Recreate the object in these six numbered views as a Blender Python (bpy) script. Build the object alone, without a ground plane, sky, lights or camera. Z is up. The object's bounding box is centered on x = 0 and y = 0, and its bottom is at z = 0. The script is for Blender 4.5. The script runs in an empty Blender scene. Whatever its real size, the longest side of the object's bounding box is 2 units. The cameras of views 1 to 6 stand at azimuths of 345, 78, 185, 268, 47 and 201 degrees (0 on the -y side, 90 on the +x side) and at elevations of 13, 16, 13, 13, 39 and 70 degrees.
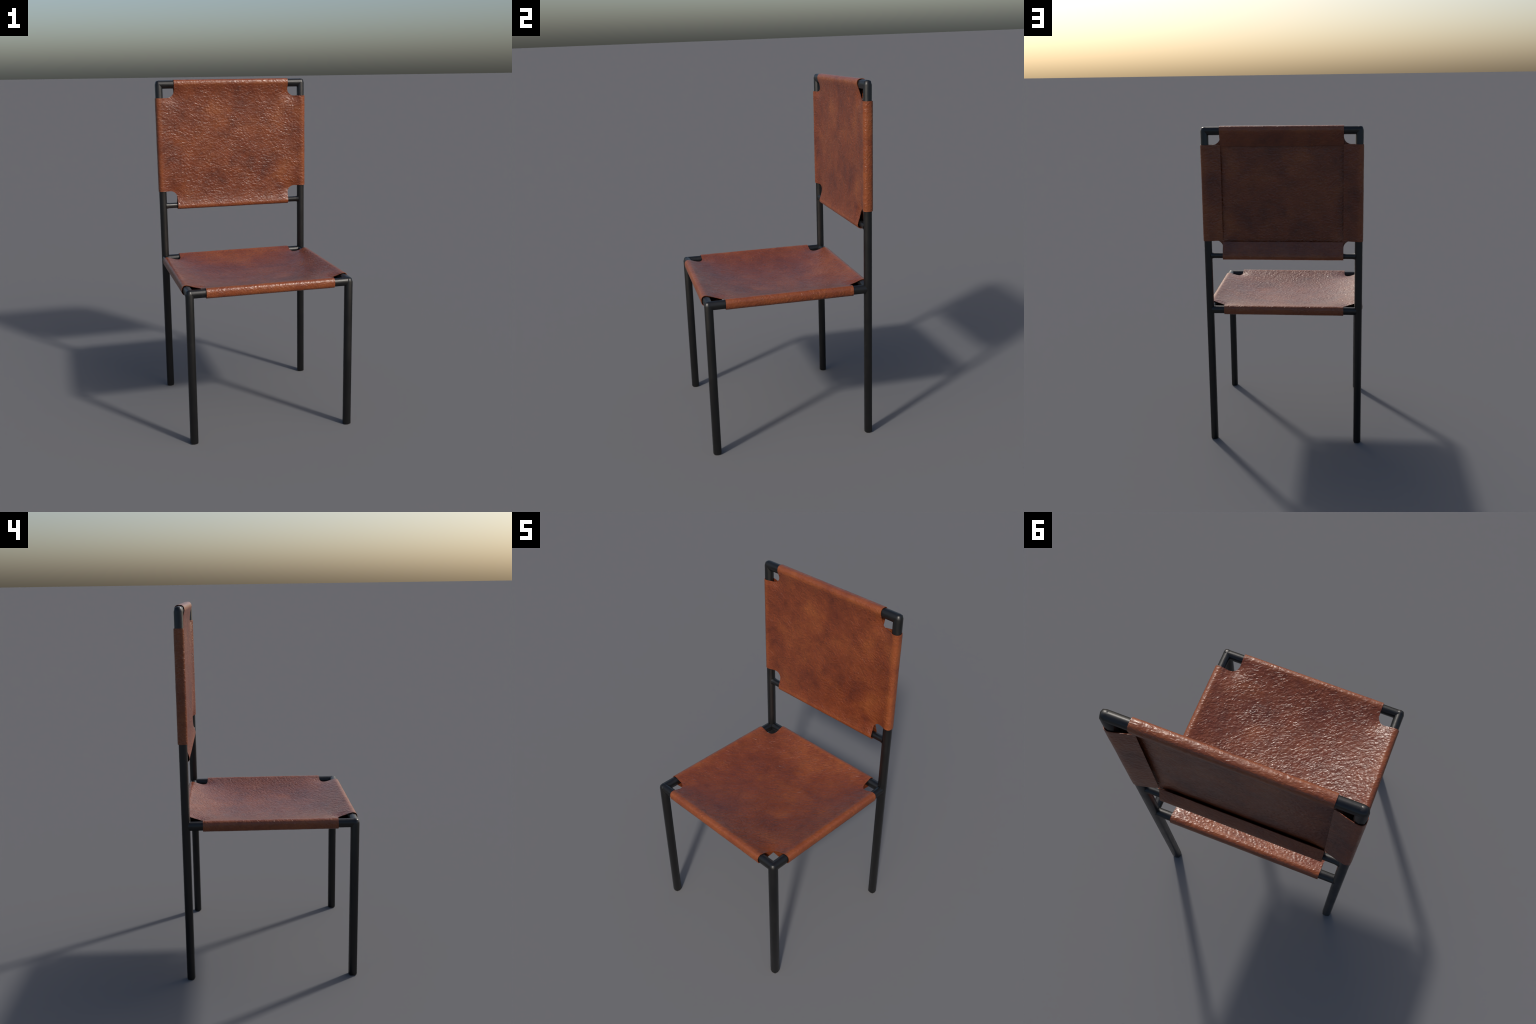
"""Side chair: black tubular frame with a brown leather seat sling and backrest sling."""
import bpy, bmesh, math
import numpy as np
from mathutils import Vector, Matrix, noise

# ----------------------------------------------------------------- sizes (metres)
HALF_W = 0.458            # tube axes at x = +-HALF_W
Y_FRONT, Y_BACK = -0.4425, 0.4435
Z_SEAT = 0.8695           # axis height of the four seat rails
Z_TOP = 1.9705            # axis of the top rail
Z_LOW = 1.2150            # axis of the thin lower backrest rail
R_TUBE, R_THIN, R_RAIL = 0.0234, 0.0172, 0.0250
TUBE_POWER = 2.80         # superellipse power: slightly squared tube section
LEATHER = 0.0026          # leather thickness

chair = bpy.data.objects.new("dining_chair", None)
bpy.context.scene.collection.objects.link(chair)
chair["label"] = "black tubular steel chair with brown leather slings"
chair["category"] = "chair"


def add_part(name, mesh, material, parent=chair):
    ob = bpy.data.objects.new(name, mesh)
    bpy.context.scene.collection.objects.link(ob)
    ob.parent = parent
    mesh.materials.append(material)
    return ob


# ----------------------------------------------------------------- node helpers
class Nodes:
    def __init__(self, name):
        self.mat = bpy.data.materials.new(name)
        self.mat.use_nodes = True
        self.t = self.mat.node_tree
        self.bsdf = self.t.nodes["Principled BSDF"]

    def new(self, kind, **props):
        n = self.t.nodes.new(kind)
        for k, v in props.items():
            setattr(n, k, v)
        return n

    def put(self, socket, value):
        if isinstance(value, bpy.types.NodeSocket):
            self.t.links.new(value, socket)
        else:
            socket.default_value = value

    def math(self, op, a, b=0.0, clamp=False):
        n = self.new("ShaderNodeMath", operation=op, use_clamp=clamp)
        self.put(n.inputs[0], a)
        self.put(n.inputs[1], b)
        return n.outputs[0]

    def vmath(self, op, a, b):
        n = self.new("ShaderNodeVectorMath", operation=op)
        self.put(n.inputs[0], a)
        self.put(n.inputs[1], b)
        return n.outputs["Value"] if op == "DISTANCE" else n.outputs["Vector"]

    def remap(self, v, a, b, c=0.0, d=1.0, smooth=False):
        n = self.new("ShaderNodeMapRange", clamp=True)
        n.interpolation_type = "SMOOTHSTEP" if smooth else "LINEAR"
        self.put(n.inputs["Value"], v)
        for k, x in zip(("From Min", "From Max", "To Min", "To Max"), (a, b, c, d)):
            self.put(n.inputs[k], x)
        return n.outputs["Result"]

    def noise(self, vec, scale, detail=2.0, rough=0.5, distort=0.0, colour=False):
        n = self.new("ShaderNodeTexNoise")
        self.put(n.inputs["Vector"], vec)
        for k, x in (("Scale", scale), ("Detail", detail), ("Roughness", rough), ("Distortion", distort)):
            self.put(n.inputs[k], x)
        return n.outputs["Color" if colour else "Fac"]

    def oriented(self, vec, rotation, size):
        """Coordinates along turned axes, divided by size per axis."""
        n = self.new("ShaderNodeMapping", vector_type="TEXTURE")
        self.put(n.inputs["Vector"], vec)
        n.inputs["Rotation"].default_value = rotation
        n.inputs["Scale"].default_value = size
        return n.outputs["Vector"]

    def mix(self, fac, a, b, blend="MIX"):
        n = self.new("ShaderNodeMix", data_type="RGBA", blend_type=blend)
        self.put(n.inputs[0], fac)
        self.put(n.inputs[6], a)
        self.put(n.inputs[7], b)
        return n.outputs[2]


def ridge(nd, fac, width):
    """Thin lines where a noise crosses its middle value: 1 on the line, 0 away from it."""
    off = nd.math("ABSOLUTE", nd.math("SUBTRACT", fac, 0.5))
    return nd.remap(off, 0.0, width, 1.0, 0.0, smooth=True)


# ----------------------------------------------------------------- materials
def leather_material(name, flat, rotation, wave_rotation, pale, dark, middle, half):
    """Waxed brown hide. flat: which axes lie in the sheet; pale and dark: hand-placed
    tone patches (a, b, radius, strength) in the sheet's own plane."""
    nd = Nodes(name)
    pos = nd.new("ShaderNodeTexCoord").outputs["Object"]
    plane = nd.vmath("MULTIPLY", pos, flat)
    # wander: patches get ragged outlines
    wander = nd.vmath("SUBTRACT", nd.noise(pos, 9.0, 4.0, 0.6, colour=True), (0.5, 0.5, 0.5))
    loose = nd.vmath("ADD", plane, nd.vmath("MULTIPLY", wander, tuple(0.16 * f for f in flat)))
    tone = nd.remap(nd.noise(pos, 11.0, 6.0, 0.66, 0.3), 0.3, 0.7, -0.40, 0.40)
    for sign, spots in ((1.0, pale), (-1.0, dark)):
        for a, b, radius, strength in spots:
            centre = (a, 0.0, b) if flat[1] == 0 else (a, b, 0.0)
            d = nd.vmath("DISTANCE", loose, centre)
            tone = nd.math("ADD", tone, nd.remap(d, 0.0, radius, sign * strength * 0.78, 0.0, smooth=True))
    grain = nd.remap(nd.noise(pos, 85.0, 3.0, 0.65), 0.3, 0.7, -0.22, 0.22)
    tone = nd.math("ADD", tone, grain)
    # sunlight painted into the hide: tone lightened on the rolls over the tubes
    from_middle = nd.vmath("ABSOLUTE", nd.vmath("SUBTRACT", pos, middle), (0.0, 0.0, 0.0))
    sep = nd.new("ShaderNodeSeparateXYZ")
    nd.put(sep.inputs[0], from_middle)
    painted_sun = 0.0
    for i, h in half:
        painted_sun = nd.math("MAXIMUM", painted_sun, nd.remap(sep.outputs[i], h - 0.022, h + 0.006, smooth=True))
    tone = nd.math("ADD", tone, nd.math("MULTIPLY", painted_sun, 0.55))
    tone = nd.remap(tone, -0.9, 0.85)

    ramp = nd.new("ShaderNodeValToRGB")
    nd.put(ramp.inputs["Fac"], tone)
    e = ramp.color_ramp.elements
    e[0].position, e[0].color = 0.0, DARK
    e[1].position, e[1].color = 1.0, PALE
    m = e.new(0.5)
    m.color = MID
    colour = ramp.outputs["Color"]
    # small reddish and tawny drifts in hue
    drift = nd.remap(nd.noise(pos, 16.0, 4.0, 0.6), 0.35, 0.68)
    colour = nd.mix(nd.math("MULTIPLY", drift, 0.45), colour, (0.185, 0.040, 0.0145, 1.0))

    # relief: long slanting creases, short wavy wrinkles, pebble grain
    bend = nd.vmath("SUBTRACT", nd.noise(pos, 20.0, 2.0, 0.5, colour=True), (0.5, 0.5, 0.5))
    bent = nd.vmath("ADD", pos, nd.vmath("MULTIPLY", bend, (0.015, 0.015, 0.015)))
    slant = nd.oriented(bent, rotation, (0.15, 0.024, 0.024))
    crease = ridge(nd, nd.noise(slant, 1.0, 1.5, 0.45, 0.2), 0.04)
    crease = nd.math("MULTIPLY", crease, nd.remap(nd.noise(pos, 16.0, 2.0), 0.42, 0.62))
    waves = nd.oriented(bent, wave_rotation, (0.042, 0.0170, 0.0170))
    wrinkle = ridge(nd, nd.noise(waves, 1.0, 2.0, 0.5, 0.6), 0.15)
    strength = nd.remap(nd.noise(pos, 10.0, 2.0), 0.34, 0.62, 0.5, 1.0)
    pebble = nd.new("ShaderNodeTexVoronoi", feature="SMOOTH_F1")
    pebble.inputs["Smoothness"].default_value = 0.45
    nd.put(pebble.inputs["Vector"], nd.oriented(bent, rotation, (0.0160, 0.0140, 0.0140)))
    pebble.inputs["Scale"].default_value = 1.0
    pebble = nd.remap(pebble.outputs["Distance"], 0.1, 0.75, 1.0, 0.0, smooth=True)
    swell = nd.noise(pos, 46.0, 2.0, 0.5)
    h = nd.math("MULTIPLY", crease, 0.62)
    h = nd.math("ADD", h, nd.math("MULTIPLY", nd.math("MULTIPLY", wrinkle, strength), 0.8))
    h = nd.math("ADD", h, nd.math("MULTIPLY", nd.math("MULTIPLY", pebble, strength), 1.0))
    h = nd.math("ADD", h, nd.math("MULTIPLY", swell, 1.2))
    bump = nd.new("ShaderNodeBump")
    nd.put(bump.inputs["Strength"], nd.remap(painted_sun, 0.0, 1.0, 1.0, 0.7))
    bump.inputs["Distance"].default_value = 0.00112
    nd.put(bump.inputs["Height"], h)
    nd.put(nd.bsdf.inputs["Normal"], bump.outputs["Normal"])

    nd.put(nd.bsdf.inputs["Base Color"], colour)
    nd.put(nd.bsdf.inputs["Roughness"], nd.remap(nd.noise(pos, 30.0, 3.0), 0.3, 0.7, 0.28, 0.38))
    nd.bsdf.inputs["Specular IOR Level"].default_value = 0.5
    return nd.mat


DARK = (0.067, 0.0150, 0.0088, 1.0)
MID = (0.127, 0.0300, 0.0110, 1.0)
PALE = (0.212, 0.0585, 0.0170, 1.0)

back_leather = leather_material(
    "backrest_leather", (1.0, 0.0, 1.0), (0.0, math.radians(40), 0.0), (0.0, math.radians(-4), 0.0),
    middle=(0.0, 0.0, (Z_TOP + Z_LOW) / 2), half=((0, HALF_W), (2, (Z_TOP - Z_LOW) / 2)),
    pale=[(-0.10, 1.785, 0.13, 0.85), (0.09, 1.694, 0.12, 0.4), (0.28, 1.728, 0.13, 0.5), (0.43, 1.80, 0.14, 0.5),
          (-0.29, 1.605, 0.13, 0.5), (-0.04, 1.624, 0.11, 0.4), (0.35, 1.39, 0.15, 0.8), (-0.18, 1.545, 0.11, 0.4),
          (0.34, 1.907, 0.11, 0.35), (0.24, 1.295, 0.09, 0.3), (0.40, 1.51, 0.11, 0.4)],
    dark=[(0.06, 1.85, 0.13, 0.75), (-0.34, 1.79, 0.14, 0.6), (-0.43, 1.58, 0.14, 0.6), (0.41, 1.64, 0.11, 0.6),
          (0.16, 1.468, 0.12, 0.6), (0.01, 1.526, 0.08, 0.6), (-0.11, 1.34, 0.16, 0.6), (0.27, 1.47, 0.09, 0.5),
          (0.31, 1.30, 0.07, 0.8), (0.05, 1.95, 0.12, 0.4), (-0.03, 1.69, 0.08, 0.45), (-0.40, 1.49, 0.10, 0.4),
          (0.19, 1.39, 0.11, 0.4)])
seat_leather = leather_material(
    "seat_leather", (1.0, 1.0, 0.0), (0.0, 0.0, math.radians(45)), (0.0, 0.0, math.radians(30)),
    middle=(0.0, (Y_FRONT + Y_BACK) / 2, 0.0), half=((0, HALF_W), (1, (Y_BACK - Y_FRONT) / 2)),
    pale=[(-0.02, 0.33, 0.17, 0.7), (0.12, 0.38, 0.14, 0.5), (0.12, 0.06, 0.12, 0.75), (0.17, -0.09, 0.10, 0.55),
          (-0.13, 0.065, 0.08, 0.25), (0.23, 0.41, 0.12, 0.4), (-0.135, 0.36, 0.12, 0.4), (0.33, -0.30, 0.12, 0.45),
          (-0.43, -0.16, 0.12, 0.3), (0.0, -0.44, 0.16, 0.3)],
    dark=[(-0.25, 0.15, 0.14, 0.55), (-0.28, 0.0, 0.14, 0.4), (-0.14, -0.05, 0.11, 0.45), (-0.09, -0.31, 0.15, 0.5),
          (0.17, -0.22, 0.14, 0.6), (0.39, 0.25, 0.13, 0.45), (0.19, 0.15, 0.07, 0.45), (-0.065, 0.165, 0.09, 0.5),
          (-0.26, -0.34, 0.14, 0.45), (0.32, -0.11, 0.13, 0.45), (-0.355, 0.33, 0.10, 0.3)])


def metal_material():
    """Blackened steel: satin, with faint paler scuffs."""
    nd = Nodes("blackened_steel")
    pos = nd.new("ShaderNodeTexCoord").outputs["Object"]
    cloud = nd.remap(nd.noise(pos, 14.0, 4.0, 0.6), 0.3, 0.7)
    scuff = nd.remap(nd.noise(nd.oriented(pos, (0.3, 0.2, 0.0), (0.02, 0.02, 0.05)), 1.0, 5.0, 0.7), 0.64, 0.76)
    colour = nd.mix(cloud, (0.0030, 0.0031, 0.0033, 1.0), (0.0052, 0.0052, 0.0053, 1.0))
    colour = nd.mix(nd.math("MULTIPLY", scuff, 0.5), colour, (0.024, 0.0235, 0.023, 1.0))
    nd.put(nd.bsdf.inputs["Base Color"], colour)
    nd.bsdf.inputs["Specular IOR Level"].default_value = 0.5
    nd.put(nd.bsdf.inputs["Roughness"], nd.remap(cloud, 0.0, 1.0, 0.34, 0.43))
    bump = nd.new("ShaderNodeBump")
    bump.inputs["Strength"].default_value = 0.35
    bump.inputs["Distance"].default_value = 0.001
    nd.put(bump.inputs["Height"], nd.noise(pos, 55.0, 3.0, 0.55))
    nd.put(nd.bsdf.inputs["Normal"], bump.outputs["Normal"])
    return nd.mat


steel = metal_material()


# ----------------------------------------------------------------- tubes
def section(radius, stretch, sides=8):
    """Slightly squared ring: corners stand a little further out than the axis points."""
    ring = []
    for i in range(sides):
        a = 2 * math.pi * i / sides
        c, s = math.cos(a), math.sin(a)
        k = radius / (abs(c) ** TUBE_POWER + abs(s) ** TUBE_POWER) ** (1 / TUBE_POWER)
        ring.append((c * k, s * k * stretch))
    return ring


def tube(start, axis, stations, stretch=1.0, cap_start=False, cap_end=False, dome_end=0.0):
    """Tube from start along a world axis. stations: (distance, radius); stretch widens the
    section across its second direction (v below).
    dome_end: closes the far end with half a squared ball of that radius (a welded corner)."""
    bm = bmesh.new()
    d = Vector(axis)
    u = Vector((0, 0, 1)) if abs(d.z) < 0.5 else Vector((1, 0, 0))
    v = d.cross(u)
    start = Vector(start)
    steps = list(stations)
    far = steps[-1][0]
    if dome_end:
        for lat in (math.radians(45), math.radians(68)):
            c, s = math.cos(lat), math.sin(lat)
            k = dome_end / (c ** 2.35 + s ** 2.35) ** (1 / 2.35)
            steps.append((far + s * k, c * k))
    rings = []
    for dist, r in steps:
        rings.append([bm.verts.new(start + d * dist + u * a + v * b) for a, b in section(r, stretch)])
    for lo, hi in zip(rings, rings[1:]):
        for i in range(8):
            j = (i + 1) % 8
            bm.faces.new((lo[i], lo[j], hi[j], hi[i]))
    if dome_end:
        tip = bm.verts.new(start + d * (far + dome_end))
        for i in range(8):
            bm.faces.new((rings[-1][i], rings[-1][(i + 1) % 8], tip))
    if cap_start:
        bm.faces.new(list(reversed(rings[0])))
    if cap_end:
        bm.faces.new(rings[-1])
    bmesh.ops.recalc_face_normals(bm, faces=bm.faces)
    me = bpy.data.meshes.new("tube")
    bm.to_mesh(me)
    bm.free()
    me.shade_smooth()
    me.set_sharp_from_angle(angle=math.radians(60))
    return me


def post(height):
    """Foot with a tiny chamfer, straight shaft, domed top centred on the rail axis."""
    return [(0.0, R_TUBE - 0.0015), (0.003, R_TUBE), (height * 0.5, R_TUBE), (height, R_TUBE)]


for x in (-HALF_W, HALF_W):
    add_part("leg", tube((x, Y_FRONT - 0.0012, 0), (0, 0, 1), post(Z_SEAT), stretch=1.015, cap_start=True,
                         dome_end=R_RAIL * 0.99), steel)
    add_part("upright", tube((x, Y_BACK, 0), (0, 0, 1), post(Z_TOP), stretch=0.95, cap_start=True,
                             dome_end=R_RAIL * 0.99), steel)


def plain(length, r, at_start, at_end):
    """Rail stations: full length, or stopping inside the post it is welded to."""
    lo = R_TUBE * 0.45 if at_start else 0.0
    hi = length - R_TUBE * 0.45 if at_end else length
    return [(lo, r), (length * 0.5, r), (hi, r)]


def welded(length, r, fillet):
    """Thin rail between posts, with a small weld fillet at each end."""
    near = [(R_TUBE * 0.75, r + fillet), (R_TUBE + 0.002, r + fillet * 0.55), (R_TUBE + 0.012, r)]
    return near + [(length / 2, r)] + [(length - d, k) for d, k in reversed(near)]


span, depth = 2 * HALF_W, Y_BACK - Y_FRONT
# seat rails are a little taller than wide; u is up for them, v is across
FLAT = 0.0219 / R_RAIL
add_part("seat_rail", tube((-HALF_W, Y_FRONT, Z_SEAT), (1, 0, 0), plain(span, R_RAIL, False, False), FLAT), steel)
add_part("seat_rail", tube((-HALF_W, Y_BACK, Z_SEAT), (1, 0, 0), plain(span, R_RAIL, True, True), FLAT), steel)
for x in (-HALF_W, HALF_W):
    add_part("seat_rail", tube((x, Y_FRONT, Z_SEAT), (0, 1, 0), plain(depth, R_RAIL, False, True), FLAT), steel)
add_part("backrest_rail", tube((-HALF_W, Y_BACK, Z_TOP), (1, 0, 0), plain(span, R_RAIL, False, False), FLAT), steel)
add_part("backrest_rail", tube((-HALF_W, Y_BACK, Z_LOW), (1, 0, 0), welded(span, R_THIN, 0.004)), steel)


# ----------------------------------------------------------------- leather slings
def wrap_profile(half, roll, crown, belly, flap_inset, flap_drop):
    """Sheet at height crown, round the tube, and back along the rear as a flap.
    Returns arc length, position along the sheet and height over the tube axis."""
    pts = [(0.0, crown), (half * 0.5, crown), (half, crown)]
    for i in range(1, 25):
        a = math.pi / 2 - math.pi * i / 24
        c, s = max(math.cos(a), 0.0), math.sin(a)
        k = 1 / (c ** 2.7 + abs(s) ** 2.7) ** (1 / 2.7)
        pts.append((half + c * k * roll, s * k * (crown if s > 0 else belly)))
    for i in range(1, 9):
        f = i / 8
        pts.append((half - flap_inset * f, -belly + flap_drop * f ** 1.15))
    pts = np.array(pts)
    arc = np.concatenate([[0], np.cumsum(np.hypot(*np.diff(pts, axis=0).T))])
    return arc, pts[:, 0], pts[:, 1]


def sling(name, frame, half_u, half_v, cut_u, cut_v_lo, cut_v_hi, flap_u, flap_v_lo, flap_v_hi,
          flap_drop, crown, belly, roll_u, roll_v_lo, roll_v_hi, sag, sag_power, droop, material, corner=0.046, step=0.0045, seed=0.0):
    """Cross-shaped hide stretched over four tubes. frame maps (u, v, height) to the world.
    The four corners are cut away with a rounded inner corner; each tab wraps its tube and
    comes back as a flap; the middle hangs by 'sag'."""
    pu = wrap_profile(half_u, roll_u, crown, belly, flap_u, flap_drop)
    plo = wrap_profile(half_v, roll_v_lo, crown, belly, flap_v_lo, flap_drop)
    phi = wrap_profile(half_v, roll_v_hi, crown, belly, flap_v_hi, flap_drop)
    su, slo, shi = pu[0][-1], plo[0][-1], phi[0][-1]
    S = np.linspace(-su, su, int(2 * su / step) + 1)
    T = np.linspace(-slo, shi, int((slo + shi) / step) + 1)
    s, t = np.meshgrid(S, T, indexing="ij")
    s, t = s.ravel().copy(), t.ravel().copy()

    def keep(a, b):
        """Positive on the hide, negative inside a corner cut."""
        qx = corner - (np.abs(a) - cut_u)
        qy = corner - np.where(b > 0, b - cut_v_hi, -b - cut_v_lo)
        return np.hypot(np.maximum(qx, 0), np.maximum(qy, 0)) + np.minimum(np.maximum(qx, qy), 0) - corner

    nu, nv = len(S), len(T)
    i, j = np.meshgrid(np.arange(nu - 1), np.arange(nv - 1), indexing="ij")
    quad = np.stack([i * nv + j, (i + 1) * nv + j, (i + 1) * nv + j + 1, i * nv + j + 1], -1).reshape(-1, 4)
    quad = quad[keep(s[quad].mean(1), t[quad].mean(1)) > 0]

    # pull the ragged rim of the grid onto the true cut line
    edges = np.sort(np.stack([quad, np.roll(quad, -1, 1)], -1).reshape(-1, 2), 1)
    uniq, count = np.unique(edges, axis=0, return_counts=True)
    rim = np.unique(uniq[count == 1])
    rim = rim[np.abs(keep(s[rim], t[rim])) < step * 1.5]
    for _ in range(4):
        g = keep(s[rim], t[rim])
        e = 1e-5
        gs = (keep(s[rim] + e, t[rim]) - g) / e
        gt = (keep(s[rim], t[rim] + e) - g) / e
        n2 = np.maximum(gs * gs + gt * gt, 1e-6)
        s[rim] -= g * gs / n2
        t[rim] -= g * gt / n2
        s = np.clip(s, -su, su)
        t = np.clip(t, -slo, shi)

    used, inv = np.unique(quad, return_inverse=True)
    quad = inv.reshape(-1, 4)
    s, t = s[used], t[used]

    u = np.sign(s) * np.interp(np.abs(s), pu[0], pu[1])
    hu = np.interp(np.abs(s), pu[0], pu[2])
    v = np.where(t > 0, np.interp(t, phi[0], phi[1]), -np.interp(-t, plo[0], plo[1]))
    hv = np.where(t > 0, np.interp(t, phi[0], phi[2]), np.interp(-t, plo[0], plo[2]))
    h = np.where(np.abs(s) > half_u, hu, hv)
    flat = (np.abs(s) <= half_u) & (np.abs(t) <= half_v)
    lo_power, hi_power = sag_power          # how wide the hollow is toward -v and toward +v
    across = 1 - np.minimum(np.abs(u) / half_u, 1) ** ((lo_power + hi_power) / 2)
    dip = across * (1 - np.minimum(np.abs(v) / half_v, 1) ** np.where(v < 0, lo_power, hi_power))
    # the free rim of each corner cut curls down a little further
    cv = np.where(v > 0, cut_v_hi, cut_v_lo)
    curl = np.exp(-0.5 * (((np.abs(u) - cut_u - 0.018) / 0.036) ** 2 + ((np.abs(v) - cv - 0.018) / 0.036) ** 2))
    ease = np.clip((half_u - np.abs(u)) / 0.03, 0, 1) * np.clip((half_v - np.abs(v)) / 0.03, 0, 1)
    h = h - np.where(flat, sag * dip + droop * curl * ease, 0)

    pos = np.array([frame(a, b, c) for a, b, c in zip(u, v, h)])
    me = bpy.data.meshes.new(name)
    me.from_pydata(pos.tolist(), [], quad.tolist())
    me.update()
    nrm = np.empty(len(pos) * 3, np.float32)
    me.vertex_normals.foreach_get("vector", nrm)
    nrm = nrm.reshape(-1, 3)
    bpy.data.meshes.remove(me)

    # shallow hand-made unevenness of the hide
    wob = np.array([noise.noise(Vector((p[0] * 34 + seed, p[1] * 34, p[2] * 34))) * 0.55
                    + noise.noise(Vector((p[0] * 9 + seed, p[1] * 9, p[2] * 9))) * 0.8 for p in pos])
    outer = pos + nrm * (wob * 0.0007)[:, None]
    inner = pos - nrm * LEATHER + nrm * (wob * 0.0007)[:, None]
    n = len(pos)
    e = np.stack([quad, np.roll(quad, -1, 1)], -1).reshape(-1, 2)
    key = np.sort(e, 1)
    _, idx, cnt = np.unique(key, axis=0, return_index=True, return_counts=True)
    b = e[idx[cnt == 1]]
    side = np.stack([b[:, 1], b[:, 0], b[:, 0] + n, b[:, 1] + n], 1)
    faces = np.vstack([quad, quad[:, ::-1] + n, side])
    me = bpy.data.meshes.new(name)
    me.from_pydata(np.vstack([outer, inner]).tolist(), [], faces.tolist())
    me.update()
    me.shade_smooth()
    me.set_sharp_from_angle(angle=math.radians(55))
    return add_part(name, me, material)


# backrest: u = x, v = z about the middle of the two rails, height = toward the sitter (-y)
ZC, HZ = (Z_TOP + Z_LOW) / 2, (Z_TOP - Z_LOW) / 2
sling("backrest", lambda u, v, h: (u, Y_BACK - h, ZC + v), HALF_W, HZ,
      cut_u=0.3665, cut_v_lo=ZC - 1.309, cut_v_hi=1.889 - ZC,
      flap_u=HALF_W - 0.3655, flap_v_lo=1.302 - Z_LOW, flap_v_hi=Z_TOP - 1.880,
      flap_drop=0.0240, crown=0.0262, belly=0.0266, roll_u=0.0264, roll_v_lo=0.0240, roll_v_hi=0.0292, sag=0.0125, sag_power=(8.0, 8.0), droop=0.0105, material=back_leather, seed=3.1)

# seat: u = x, v = y about the middle, height = up
YC, HY = (Y_FRONT + Y_BACK) / 2, (Y_BACK - Y_FRONT) / 2
sling("seat", lambda u, v, h: (u, YC + v, Z_SEAT + h), HALF_W, HY,
      cut_u=0.368, cut_v_lo=0.354 + YC, cut_v_hi=0.354 - YC,
      flap_u=0.092, flap_v_lo=0.092, flap_v_hi=0.092,
      flap_drop=0.0100, crown=0.0296, belly=0.0285, roll_u=0.0276, roll_v_lo=0.0280, roll_v_hi=0.0272, sag=0.0625, sag_power=(2.5, 3.0), droop=0.0110, material=seat_leather, seed=8.7)
